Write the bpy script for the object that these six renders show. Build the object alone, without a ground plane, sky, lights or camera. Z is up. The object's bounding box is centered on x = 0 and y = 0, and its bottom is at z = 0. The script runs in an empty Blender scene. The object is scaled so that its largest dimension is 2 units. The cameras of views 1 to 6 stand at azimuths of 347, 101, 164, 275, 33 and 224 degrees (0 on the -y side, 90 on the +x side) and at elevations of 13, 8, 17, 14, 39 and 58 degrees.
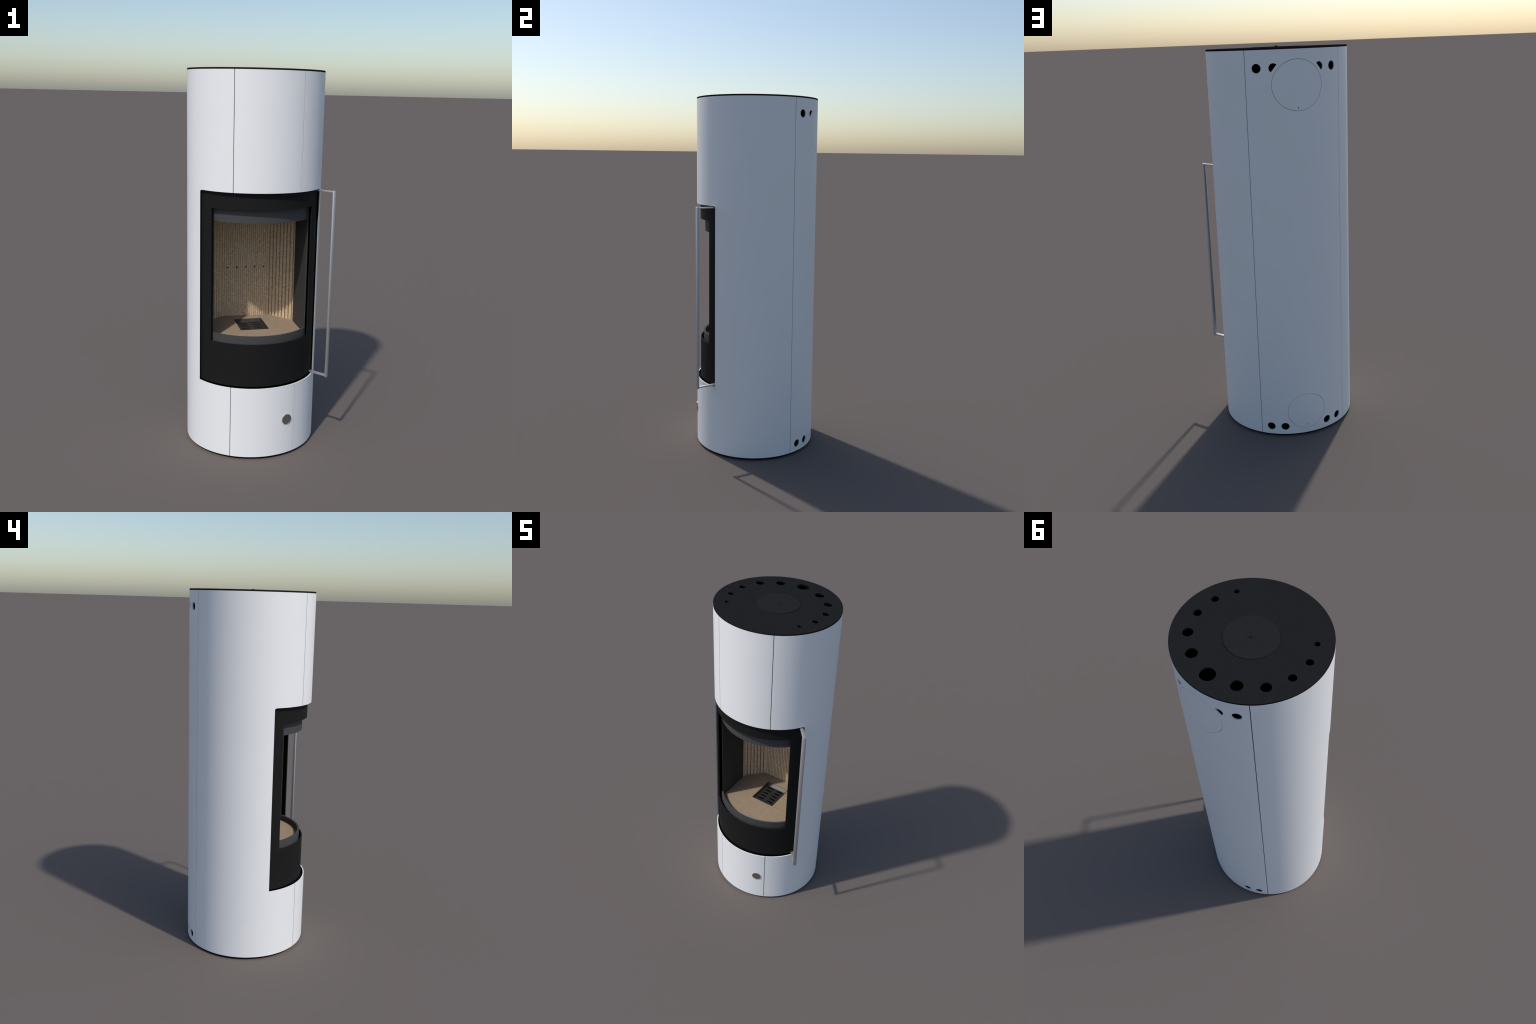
"""Cylindrical wood-burning stove: white sheet-steel jacket, black curved door,
vermiculite-lined fire chamber with a grate, perforated black top plate."""
import bpy, bmesh, math
from math import sin, cos, pi, radians, degrees, sqrt, atan2, ceil
from mathutils import Vector

# ----------------------------------------------------------------- frame
# Everything is designed as a round stove of radius R about its own axis and then
# stretched a little in x (the plan is a slightly wide oval).
R = 0.340
K = 1.038          # x stretch
CX = -0.0095       # stove axis in x (the handle sticks out on +x)

Z_JACKET0, Z_JACKET1 = 0.012, 1.985
Z_OPEN0, Z_OPEN1 = 0.395, 1.4055
TH_OPEN = 62.0     # half angle of the front opening
TH_FRONT = 29.25   # front seams
TH_BACK = 139.4    # rear seams
SEAM = 0.28        # half seam width in degrees
JT = 0.006         # jacket thickness
Z_FLOOR = 0.6315


def W(x, y, z):
    return Vector((CX + K * x, y, z))


def polar(th, r, yc=0.0):
    t = radians(th)
    return (r * sin(t), yc - r * cos(t))


# ----------------------------------------------------------------- materials
def material(name, base, rough=0.5, metallic=0.0, var=0.0, scale=40.0, bump=0.0,
             bump_scale=300.0, spec=0.5, second=None, coat=0.0):
    m = bpy.data.materials.new(name)
    m.use_nodes = True
    nt = m.node_tree
    b = nt.nodes["Principled BSDF"]
    b.inputs["Roughness"].default_value = rough
    b.inputs["Metallic"].default_value = metallic
    b.inputs["Specular IOR Level"].default_value = spec
    b.inputs["Coat Weight"].default_value = coat
    tc = nt.nodes.new("ShaderNodeTexCoord")
    n = nt.nodes.new("ShaderNodeTexNoise")
    n.inputs["Scale"].default_value = scale
    n.inputs["Detail"].default_value = 4.0
    nt.links.new(tc.outputs["Object"], n.inputs["Vector"])
    ramp = nt.nodes.new("ShaderNodeValToRGB")
    lo = second if second else [c * (1 - var) for c in base]
    ramp.color_ramp.elements[0].color = (*lo, 1)
    ramp.color_ramp.elements[0].position = 0.3
    ramp.color_ramp.elements[1].color = (*[min(1, c * (1 + var)) for c in base], 1)
    ramp.color_ramp.elements[1].position = 0.7
    nt.links.new(n.outputs["Fac"], ramp.inputs["Fac"])
    nt.links.new(ramp.outputs["Color"], b.inputs["Base Color"])
    if bump:
        n2 = nt.nodes.new("ShaderNodeTexNoise")
        n2.inputs["Scale"].default_value = bump_scale
        n2.inputs["Detail"].default_value = 3.0
        nt.links.new(tc.outputs["Object"], n2.inputs["Vector"])
        bp = nt.nodes.new("ShaderNodeBump")
        bp.inputs["Strength"].default_value = bump
        bp.inputs["Distance"].default_value = 0.001
        nt.links.new(n2.outputs["Fac"], bp.inputs["Height"])
        nt.links.new(bp.outputs["Normal"], b.inputs["Normal"])
    return m


def stone_material(name):
    """Pressed vermiculite: warm tan flakes with pale and dark grains."""
    m = bpy.data.materials.new(name)
    m.use_nodes = True
    nt = m.node_tree
    b = nt.nodes["Principled BSDF"]
    b.inputs["Roughness"].default_value = 0.9
    b.inputs["Specular IOR Level"].default_value = 0.15
    tc = nt.nodes.new("ShaderNodeTexCoord")
    mp = nt.nodes.new("ShaderNodeMapping")
    mp.inputs["Scale"].default_value = (1, 1, 0.6)
    nt.links.new(tc.outputs["Object"], mp.inputs["Vector"])
    vor = nt.nodes.new("ShaderNodeTexVoronoi")
    vor.inputs["Scale"].default_value = 330
    nt.links.new(mp.outputs["Vector"], vor.inputs["Vector"])
    ramp = nt.nodes.new("ShaderNodeValToRGB")
    cr = ramp.color_ramp
    cr.elements[0].position = 0.0
    cr.elements[0].color = (0.52, 0.37, 0.23, 1)
    cr.elements[1].position = 1.0
    cr.elements[1].color = (0.86, 0.77, 0.60, 1)
    e = cr.elements.new(0.35)
    e.color = (0.69, 0.51, 0.33, 1)
    e = cr.elements.new(0.7)
    e.color = (0.78, 0.60, 0.40, 1)
    sep = nt.nodes.new("ShaderNodeSeparateColor")
    nt.links.new(vor.outputs["Color"], sep.inputs["Color"])
    nt.links.new(sep.outputs["Red"], ramp.inputs["Fac"])
    noi = nt.nodes.new("ShaderNodeTexNoise")
    noi.inputs["Scale"].default_value = 55
    noi.inputs["Detail"].default_value = 5
    nt.links.new(mp.outputs["Vector"], noi.inputs["Vector"])
    r2 = nt.nodes.new("ShaderNodeValToRGB")
    r2.color_ramp.elements[0].position = 0.3
    r2.color_ramp.elements[0].color = (0.88, 0.86, 0.83, 1)
    r2.color_ramp.elements[1].position = 0.72
    r2.color_ramp.elements[1].color = (1.0, 1.0, 1.0, 1)
    nt.links.new(noi.outputs["Fac"], r2.inputs["Fac"])
    mix = nt.nodes.new("ShaderNodeMix")
    mix.data_type = 'RGBA'
    mix.blend_type = 'MULTIPLY'
    mix.inputs["Factor"].default_value = 1.0
    nt.links.new(ramp.outputs["Color"], mix.inputs["A"])
    nt.links.new(r2.outputs["Color"], mix.inputs["B"])
    nt.links.new(mix.outputs["Result"], b.inputs["Base Color"])
    bp = nt.nodes.new("ShaderNodeBump")
    bp.inputs["Strength"].default_value = 0.12
    bp.inputs["Distance"].default_value = 0.001
    nt.links.new(vor.outputs["Distance"], bp.inputs["Height"])
    nt.links.new(bp.outputs["Normal"], b.inputs["Normal"])
    return m


WHITE = material("white_enamel", (0.87, 0.87, 0.87), 0.5, var=0.006, scale=6, bump=0.02, bump_scale=900)
BLACK_DOOR = material("black_paint", (0.0140, 0.0140, 0.0140), 0.6, var=0.06, scale=60, bump=0.05, bump_scale=700, spec=0.07)
BLACK_TOP = material("black_top_paint", (0.0176, 0.0179, 0.0186), 0.6, var=0.05, scale=60, bump=0.05, bump_scale=700, spec=0.0)
COVER = material("charcoal_cover_paint", (0.0215, 0.0216, 0.0222), 0.6, var=0.05, scale=60, bump=0.05, bump_scale=700, spec=0.0)
CORE = material("black_inner_steel", (0.004, 0.004, 0.004), 0.9, var=0.1, spec=0.05)  # base colour sunk to near-black: cavity shade behind holes, slots and gaps painted in
IRON = material("grey_cast_iron", (0.066, 0.066, 0.067), 0.7, var=0.05, scale=90, bump=0.1, bump_scale=500, spec=0.1)
LINER = material("dark_steel_liner", (0.062, 0.060, 0.0575), 0.8, var=0.06, scale=50, bump=0.08, bump_scale=500, spec=0.1)
GRATE = material("grate_iron", (0.075, 0.074, 0.073), 0.52, metallic=0.75, var=0.10, scale=120, bump=0.15, bump_scale=400)
KNOB = material("polished_steel", (0.50, 0.50, 0.50), 0.22, metallic=1.0, var=0.02, scale=150)
STEEL = material("brushed_steel", (0.56, 0.56, 0.565), 0.55, metallic=0.8, var=0.03, scale=150)
HEARTH = material("hearth_board", (0.345, 0.262, 0.182), 0.85, var=0.05, scale=35, bump=0.1, bump_scale=500,
                  spec=0.2, second=(0.32, 0.242, 0.166))
STONE = stone_material("vermiculite")

# ----------------------------------------------------------------- object helpers
ROOT = bpy.data.objects.new("wood_stove", None)
bpy.context.scene.collection.objects.link(ROOT)
ROOT["label"] = "tall white cylindrical wood stove with curved black door and steel handle"
ROOT["category"] = "wood stove"


def new_object(name, mesh, parent=ROOT):
    o = bpy.data.objects.new(name, mesh)
    bpy.context.scene.collection.objects.link(o)
    o.parent = parent
    return o


def mesh_from(name, verts, faces):
    me = bpy.data.meshes.new(name)
    me.from_pydata([tuple(v) for v in verts], [], faces)
    bm = bmesh.new()
    bm.from_mesh(me)
    bmesh.ops.recalc_face_normals(bm, faces=bm.faces)
    bm.to_mesh(me)
    bm.free()
    return me


def curved_plate(th0, th1, r_out, r_in, z0, z1, step=1.0, yc=0.0):
    """Solid cut from the cylinder wall (unstretched frame). z0/z1 may be functions of theta."""
    f0 = z0 if callable(z0) else (lambda t: z0)
    f1 = z1 if callable(z1) else (lambda t: z1)
    n = max(1, int(ceil((th1 - th0) / step)))
    V, F = [], []
    for i in range(n + 1):
        t = th0 + (th1 - th0) * i / n
        xo, yo = polar(t, r_out, yc)
        xi, yi = polar(t, r_in, yc)
        a, b = f0(t), f1(t)
        V += [(xo, yo, a), (xo, yo, b), (xi, yi, b), (xi, yi, a)]
    for i in range(n):
        k = 4 * i
        for j in range(4):
            j2 = (j + 1) % 4
            F.append((k + j, k + j2, k + 4 + j2, k + 4 + j))
    F.append((0, 1, 2, 3))
    k = 4 * n
    F.append((k + 3, k + 2, k + 1, k))
    return V, F


def prism(poly, origin, u, v, w, d0, d1):
    """Extrude a 2-D polygon (u,v coordinates) from depth d0 to d1 along w."""
    origin, u, v, w = map(Vector, (origin, u, v, w))
    V = [origin + u * p + v * q + w * d for d in (d0, d1) for p, q in poly]
    n = len(poly)
    F = [tuple(range(n - 1, -1, -1)), tuple(range(n, 2 * n))]
    for i in range(n):
        j = (i + 1) % n
        F.append((i, j, n + j, n + i))
    return V, F


def circle(r, n=48, a0=0, a1=360, c=(0, 0)):
    full = abs(a1 - a0) >= 360
    m = n if full else n + 1
    return [(c[0] + r * cos(radians(a0 + (a1 - a0) * i / n)), c[1] + r * sin(radians(a0 + (a1 - a0) * i / n)))
            for i in range(m)]


def cut(me, cutters):
    """Boolean-subtract every (verts, faces) solid from a mesh."""
    o = bpy.data.objects.new("work", me)
    bpy.context.scene.collection.objects.link(o)
    V, F = [], []
    for cv, cf in cutters:
        k = len(V)
        V += list(cv)
        F += [tuple(i + k for i in f) for f in cf]
    cm = mesh_from("cutter", V, F)
    co = bpy.data.objects.new("cutter", cm)
    bpy.context.scene.collection.objects.link(co)
    md = o.modifiers.new("b", 'BOOLEAN')
    md.operation = 'DIFFERENCE'
    md.solver = 'EXACT'
    md.object = co
    dg = bpy.context.evaluated_depsgraph_get()
    dg.update()
    res = bpy.data.meshes.new_from_object(o.evaluated_get(dg))
    for x in (o, co):
        bpy.data.objects.remove(x)
    bpy.data.meshes.remove(cm)
    return res


def finish_curved(me, mats, yc=0.0):
    """Stretch the frame into place and give cylinder walls exact smooth normals.
    Faces on the inner side get the second material; yc is the wall's centre of curvature."""
    for v in me.vertices:
        v.co = W(*v.co)
    me.materials.clear()
    for m in mats:
        me.materials.append(m)
    me.update()
    normals = [None] * len(me.loops)
    for p in me.polygons:
        p.use_smooth = True
        c = p.center
        a = Vector(((c.x - CX) / K / K, c.y - yc, 0))
        a.normalize()
        d = p.normal.dot(a)
        curved = abs(d) > 0.97
        inner = False
        if len(mats) > 1 and curved and d < 0:
            inner = True
        p.material_index = 1 if inner else 0
        for li in p.loop_indices:
            if curved:
                q = me.vertices[me.loops[li].vertex_index].co
                nn = Vector(((q.x - CX) / K / K, q.y - yc, 0)).normalized()
                normals[li] = nn if d > 0 else -nn
            else:
                normals[li] = p.normal.copy()
    me.normals_split_custom_set([tuple(n) for n in normals])
    return me


def finish_flat(me, mat, smooth_angle=None, stretch=True):
    if stretch:
        for v in me.vertices:
            v.co = W(*v.co)
    me.materials.clear()
    me.materials.append(mat)
    if smooth_angle:
        me.polygons.foreach_set("use_smooth", [True] * len(me.polygons))
        me.set_sharp_from_angle(angle=radians(smooth_angle))
    me.update()
    return me


def plate_part(name, th0, th1, r_out, r_in, z0, z1, mats, cutters=None, parent=ROOT, step=1.0, yc=0.0):
    me = mesh_from(name, *curved_plate(th0, th1, r_out, r_in, z0, z1, step, yc))
    if cutters:
        me = cut(me, cutters)
        me.name = name
    finish_curved(me, mats, yc)
    return new_object(name, me, parent)


def solid_part(name, V, F, mat, parent=ROOT, smooth=None, cutters=None, bevel=0.0, stretch=True):
    me = mesh_from(name, V, F)
    if cutters:
        me = cut(me, cutters)
        me.name = name
    if bevel:
        bm = bmesh.new()
        bm.from_mesh(me)
        edges = [e for e in bm.edges if len(e.link_faces) == 2 and e.calc_face_angle(0) > radians(50)]
        bmesh.ops.bevel(bm, geom=edges, offset=bevel, segments=2, affect='EDGES', profile=0.5)
        bm.to_mesh(me)
        bm.free()
    finish_flat(me, mat, smooth, stretch)
    return new_object(name, me, parent)


def disc(r, z0, z1, n=180, c=(0, 0)):
    return prism(circle(r, n, c=c), (0, 0, 0), (1, 0, 0), (0, 1, 0), (0, 0, 1), z0, z1)


# ----------------------------------------------------------------- jacket
RI = R - JT
plate_part("front_panel", -TH_FRONT + SEAM, TH_FRONT - SEAM, R, RI, Z_OPEN1, Z_JACKET1, [WHITE, CORE])
plate_part("front_panel", -TH_FRONT + SEAM, TH_FRONT - SEAM, R, RI, Z_JACKET0, Z_OPEN0, [WHITE, CORE])

for s in (1, -1):
    # opening: flat vertical flank (cut straight in along y), small radius in the upper corner
    rc = 0.008
    xo = R * sin(radians(TH_OPEN))
    arc = [(xo - rc + rc * cos(radians(a)), Z_OPEN1 - rc + rc * sin(radians(a))) for a in range(0, 91, 15)]
    poly = [(0.05, Z_OPEN0), (xo, Z_OPEN0)] + arc + [(0.05, Z_OPEN1)]
    opening = prism([(s * p, q) for p, q in poly], (0, 0, 0), (1, 0, 0), (0, 0, 1), (0, 1, 0), -0.5, -0.05)
    a, b = sorted((s * (TH_FRONT + SEAM), s * (TH_BACK - SEAM)))
    plate_part("side_panel", a, b, R, RI, Z_JACKET0, Z_JACKET1, [WHITE, CORE], [opening])


def radial_cutter(th, z, poly, d0=-0.03, d1=0.03):
    """Cut through the wall at angle th; u runs towards the rear centre line."""
    t = radians(th)
    w = Vector((sin(t), -cos(t), 0))
    u = Vector((cos(t), sin(t), 0)) * (1 if th > 0 else -1)
    x, y = polar(th, R)
    return prism(poly, (x, y, z), u, (0, 0, 1), w, d0, d1)


HOLE = 0.0213
COVERS = [(1.8235, 0.1170, 1.7198), (0.1393, 0.0985, 0.0591)]   # centre z, radius, screw-hole z
GAP = 0.0008
cutters = []
for s in (1, -1):
    cutters.append(radial_cutter(s * 148.6, 1.9035, circle(HOLE)))
    cutters.append(radial_cutter(s * 161.7, 1.9035, circle(HOLE, 32, 45, 238)))   # clipped by the cover
    cutters.append(radial_cutter(s * 148.2, 0.0560, circle(HOLE)))
    cutters.append(radial_cutter(s * 160.5, 0.0560, circle(HOLE)))
for cz, r, hz in COVERS:
    cutters.append(prism(circle(r + GAP, 120), (0, 0, cz), (1, 0, 0), (0, 0, 1), (0, 1, 0), 0.2, 0.5))
plate_part("back_panel", TH_BACK + SEAM, 360 - TH_BACK - SEAM, R, RI, Z_JACKET0, Z_JACKET1, [WHITE, CORE], cutters)

for cz, r, hz in COVERS:
    # round cover plates: the piece of the wall inside the ring-shaped gap
    outer = circle(r + 0.3, 120)
    ring_v, ring_f = [], []
    n = 120
    for d in (0.2, 0.5):
        for rr in (r - GAP, r + 0.3):
            ring_v += [(rr * cos(2 * pi * i / n), d, cz + rr * sin(2 * pi * i / n)) for i in range(n)]
    for i in range(n):
        j = (i + 1) % n
        ring_f += [(i, j, n + j, n + i), (2 * n + j, 2 * n + i, 3 * n + i, 3 * n + j),
                   (j, i, 2 * n + i, 2 * n + j), (n + i, n + j, 3 * n + j, 3 * n + i)]
    screw = prism(circle(0.0032, 20), (0, 0, hz), (1, 0, 0), (0, 0, 1), (0, 1, 0), 0.2, 0.5)
    plate_part("cover_plate", 155, 205, R, RI, cz - r - 0.02, cz + r + 0.02, [WHITE, CORE],
               [(ring_v, ring_f), screw])

# ----------------------------------------------------------------- plinth and top
solid_part("plinth", *disc(0.330, 0.0, Z_JACKET0 + 0.001), CORE, smooth=40)

TOP_HOLES = [  # angle from the front, distance from axis, radius
    (56.0, 0.2670, 0.0125), (77.9, 0.2652, 0.0170), (100.9, 0.2640, 0.0188),
    (125.7, 0.2633, 0.0236), (151.1, 0.2556, 0.0265), (180.0, 0.2588, 0.0342)]
Z_TOP = 1.9935
cutters = []
for th, rr, hr in TOP_HOLES:
    for s in ((1, -1) if th < 180 else (1,)):
        x, y = polar(s * th, rr)
        cutters.append(disc(hr, 1.9, 2.1, 48, (x, y)))
cutters.append(disc(0.1186, Z_TOP - 0.0015, 2.1, 120))
solid_part("top_plate", *disc(R - 0.0004, Z_JACKET1, Z_TOP), BLACK_TOP, smooth=40, cutters=cutters)
solid_part("flue_cover", *disc(0.1176, Z_TOP - 0.0012, Z_TOP + 0.0022, 120), COVER, smooth=40)

V, F = [], []
prof = [(0.0, 2.0), (0.0056, 2.0), (0.0068, 1.9988), (0.0070, 1.9940), (0, 1.9940)]
n = 24
for r, z in prof:
    V += [(r * cos(2 * pi * i / n), r * sin(2 * pi * i / n), z) for i in range(n)]
for k in range(len(prof) - 1):
    for i in range(n):
        j = (i + 1) % n
        F.append((k * n + i, k * n + j, (k + 1) * n + j, (k + 1) * n + i))
me = mesh_from("bolt", V, F)
bm = bmesh.new(); bm.from_mesh(me)
bmesh.ops.remove_doubles(bm, verts=bm.verts, dist=1e-5)
bmesh.ops.recalc_face_normals(bm, faces=bm.faces)
bm.to_mesh(me); bm.free()
finish_flat(me, COVER, 30)
new_object("bolt", me)

# ----------------------------------------------------------------- inner body
RC = R - 0.040
plate_part("inner_body", TH_OPEN + 0.5, 360 - TH_OPEN - 0.5, RC, RC - 0.004, Z_JACKET0, Z_JACKET1, [CORE], step=2)
plate_part("inner_body", -TH_OPEN - 0.5, TH_OPEN + 0.5, RC, RC - 0.004, Z_OPEN1 + 0.03, Z_JACKET1, [CORE], step=2)
plate_part("inner_body", -TH_OPEN - 0.5, TH_OPEN + 0.5, RC, RC - 0.004, Z_JACKET0, Z_OPEN0 - 0.03, [CORE], step=2)
solid_part("shelf", *disc(RI - 0.0005, Z_OPEN0 - 0.016, Z_OPEN0 - 0.011), CORE)
solid_part("ash_pan", *disc(0.17, 0.465, 0.470), CORE)
solid_part("shelf", *disc(RC, Z_OPEN1 + 0.030, Z_OPEN1 + 0.035), CORE)

# ----------------------------------------------------------------- door
YC = 0.015         # door, apron and ash lip bend about a centre a little behind the stove axis
RD = 0.3345
WIN = 47.9
window = curved_plate(-WIN - 1.0, WIN, RD + 0.02, RD - 0.03, 0.6268, 1.3200, yc=YC)
door = plate_part("door", -65, 65, RD, RD - 0.006, Z_OPEN0 + 0.0045, Z_OPEN1 + 0.022, [BLACK_DOOR], [window], yc=YC)

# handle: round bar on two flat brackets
BAR = Vector((0.3522, -0.2443, 0))
dirv = Vector((-0.654, 0.757, 0)).normalized()    # bar towards door
perp = Vector((0.757, 0.654, 0)).normalized()
BA, BB = 0.0121, 0.0074                            # half width and half depth of the oval bar
pts = [(BAR.x + BA * p * perp.x + BB * q * dirv.x, BAR.y + BA * p * perp.y + BB * q * dirv.y) for p, q in circle(1, 48)]
V, F = prism(pts, (0, 0, 0), (1, 0, 0), (0, 1, 0), (0, 0, 1), 0.3955, 1.4025)
solid_part("handle", V, F, STEEL, parent=door, smooth=50, bevel=0.0006, stretch=False)
for z0, z1 in ((0.3995, 0.4072), (1.3935, 1.4010)):
    poly = [(-0.0088, 0.0), (0.0088, 0.0), (0.0088, 0.1085), (-0.0088, 0.1085)]
    V, F = prism(poly, (BAR.x, BAR.y, 0), perp, dirv, (0, 0, 1), z0, z1)
    solid_part("handle_bracket", V, F, STEEL, parent=door, bevel=0.0008, smooth=35, stretch=False)

# round air-control knob on the lower front panel
t = radians(20.7)
w = Vector((sin(t), -cos(t), 0))
u = Vector((cos(t), sin(t), 0))
V, F = prism(circle(0.0272, 64), (w.x * R, w.y * R, 0.2060), u, (0, 0, 1), w, -0.004, 0.0048)
solid_part("knob", V, F, KNOB, smooth=40, bevel=0.0004)

# ----------------------------------------------------------------- fire chamber
# curved cast-iron apron above the window, ash lip below, side frame strips
plate_part("chamber_apron", -51, 51, 0.3087, 0.3020, 1.2503, 1.400, [IRON], yc=YC)
plate_part("ash_lip", -49.7, 49.7, 0.3165, 0.3065, 0.600, 0.6645, [IRON], yc=YC)
for s in (1, -1):
    a, b = sorted((s * 53.5, s * 61.0))
    plate_part("chamber_frame", a, b, 0.3000, 0.2950, Z_OPEN0, Z_OPEN1, [LINER], yc=YC)

XS, YB = 0.2348, 0.1672          # side plane, rear plane
CORNER = {1: (0.1240, 0.2335, 0.0460, 0.0280), -1: (0.1380, 0.2346, 0.0660, 0.0393)}
# per side: rear-corner x, front-end x and y of the splayed board, rear end of the side liner
Z_CEIL = 1.33
# dark steel side liners
for s in (1, -1):
    x0, x1 = sorted((s * XS, s * (XS + 0.006)))
    poly = [(x0, -0.183), (x1, -0.183), (x1, CORNER[s][3]), (x0, CORNER[s][3])]
    solid_part("side_liner", *prism(poly, (0, 0, 0), (1, 0, 0), (0, 1, 0), (0, 0, 1), 0.60, Z_CEIL), LINER)


def ribbed_wall(name, p0, p1, grooves, gw, gd, thick, taper=0.7, holes=None):
    """Upright board from p0 to p1 with vertical grooves (positions along it) in its visible face."""
    p0, p1 = Vector(p0), Vector(p1)
    L = (p1 - p0).length
    d = (p1 - p0) / L
    nrm = Vector((d.y, -d.x))          # towards the chamber (right of travel)
    prof = [(0, 0)]
    for g in grooves:
        h = gw / 2
        for off, dep in ((-h, 0), (-h * taper, gd), (h * taper, gd), (h, 0)):
            q = g + off
            if 0 < q < L:
                prof.append((q, -dep))
            elif q >= L:
                prof.append((L, -dep))
    if prof[-1][0] < L:
        prof.append((L, 0))
    prof += [(L, -thick), (0, -thick)]
    pts = [tuple(p0 + d * q + nrm * e) for q, e in prof]
    V, F = prism(pts, (0, 0, 0), (1, 0, 0), (0, 1, 0), (0, 0, 1), Z_FLOOR - 0.001, Z_CEIL)
    return solid_part(name, V, F, STONE, cutters=holes)


# rear board: fine reeding with a row of five air holes
pitch = 0.01175 / K
XL, XR = -CORNER[-1][0], CORNER[1][0]
n = int((XR - XL) / pitch)
gr = [(XR - XL) / 2 + (i - n / 2 + 0.5) * pitch for i in range(n)]
holes = [prism(circle(0.0050, 16), (0.0504 * i, 0, 0.9165), (1, 0, 0), (0, 0, 1), (0, 1, 0), 0.15, 0.20)
         for i in range(-2, 3)]
ribbed_wall("rear_stone", (XL, YB), (XR, YB), gr, 0.0041, 0.0055, 0.012, 0.7, holes)
# splayed corner boards: coarse reeding
for s in (1, -1):
    xb, xs, ys, yl = CORNER[s]
    p0, p1 = Vector((s * xb, YB)), Vector((s * xs, ys))
    L = (p1 - p0).length
    gr = [0.0092 + 0.0219 * i for i in range(8)] if s > 0 else [0.0192 + 0.0216 * i for i in range(6)]
    if s > 0:
        ribbed_wall("corner_stone", p0, p1, gr, 0.0074, 0.014, 0.02, 0.95)
    else:
        ribbed_wall("corner_stone", p1, p0, [L - g for g in reversed(gr)], 0.0074, 0.014, 0.02, 0.95)
    poly = [(s * XS, yl), (s * xs, ys - 0.0005), (s * (xs + 0.018), ys - 0.0005), (s * (XS + 0.018), yl)]
    solid_part("corner_stone_edge", *prism(poly, (0, 0, 0), (1, 0, 0), (0, 1, 0), (0, 0, 1), Z_FLOOR - 0.001, Z_CEIL), STONE)

# chamber ceiling
solid_part("baffle", *disc(R - 0.055, Z_CEIL, Z_CEIL + 0.01), LINER)

# hearth boards
GX, GY0, GY1 = 0.0752, -0.0885, 0.1010
TB = 0.012
SG = 0.0006                     # half joint
YSEAM = -0.0892
rl = 0.3070


def board(name, poly):
    solid_part(name, *prism(poly, (0, 0, 0), (1, 0, 0), (0, 1, 0), (0, 0, 1), Z_FLOOR - TB, Z_FLOOR), HEARTH, bevel=0.0003)


xe = XS - 0.0003
t_end = degrees(math.asin(xe / rl))
front = [(xe, YSEAM - SG)]
front = [(-xe, YSEAM - SG)] + [polar(-t_end + 2 * t_end * i / 48, rl, YC) for i in range(49)] + [(xe, YSEAM - SG)]
board("hearth_board", front)
for s in (1, -1):
    poly = [(s * (GX + SG), YSEAM + SG), (s * xe, YSEAM + SG), (s * xe, CORNER[s][2] + 0.012), (s * (CORNER[s][0] + 0.006), YB + 0.008), (s * (GX + SG), YB + 0.008)]
    if s < 0:
        poly.reverse()
    board("hearth_board", poly)
board("hearth_board", [(-GX + SG, GY1), (GX - SG, GY1), (GX - SG, YB + 0.008), (-GX + SG, YB + 0.008)])

# grate: sunken dish with sloping sides and two columns of slots
ZB = Z_FLOOR - 0.014
ZR = Z_FLOOR + 0.0008
lip = 0.0022
gx, gy0, gy1 = GX - 0.0006, GY0 - 0.0001, GY1 - 0.0006
rings = [
    (gx, gy0, gy1, ZR - 0.010), (gx, gy0, gy1, ZR), (gx - lip, gy0 + lip, gy1 - lip, ZR),
    (0.0630, -0.0720, 0.0780, ZB), (0.0630, -0.0720, 0.0780, ZB - 0.002), (gx - 0.001, gy0 + 0.001, gy1 - 0.001, ZR - 0.010)]
V = []
for hx, a, b, z in rings:
    V += [(-hx, a, z), (hx, a, z), (hx, b, z), (-hx, b, z)]
F = []
for k in range(4):
    for i in range(4):
        j = (i + 1) % 4
        F.append((4 * k + i, 4 * k + j, 4 * k + 4 + j, 4 * k + 4 + i))
# underside back up to the outer rim, and the floor of the dish (top and bottom)
for i in range(4):
    j = (i + 1) % 4
    F.append((16 + i, 16 + j, j, i))
V = V[:20]
F = [f for f in F if max(f) < 20]
# the dish as a closed shell: rim wall, slope, floor top, floor bottom
me_v = V
F = []
for k in range(3):
    for i in range(4):
        j = (i + 1) % 4
        F.append((4 * k + i, 4 * k + j, 4 * k + 4 + j, 4 * k + 4 + i))
F.append((12, 13, 14, 15))
for i in range(4):
    j = (i + 1) % 4
    F.append((i, j, 16 + j, 16 + i))
F.append((19, 18, 17, 16))
slots = []
for cx0, cx1 in ((-0.0545, -0.0115), (0.0125, 0.0555)):
    for i in range(5):
        cy = 0.0655 - 0.0292 * i
        r = 0.0055
        poly = circle(r, 10, 90, 270, (cx0 + r, cy)) + circle(r, 10, -90, 90, (cx1 - r, cy))
        slots.append(prism(poly, (0, 0, 0), (1, 0, 0), (0, 1, 0), (0, 0, 1), 0.58, 0.70))
solid_part("grate", me_v, F, GRATE, cutters=slots)
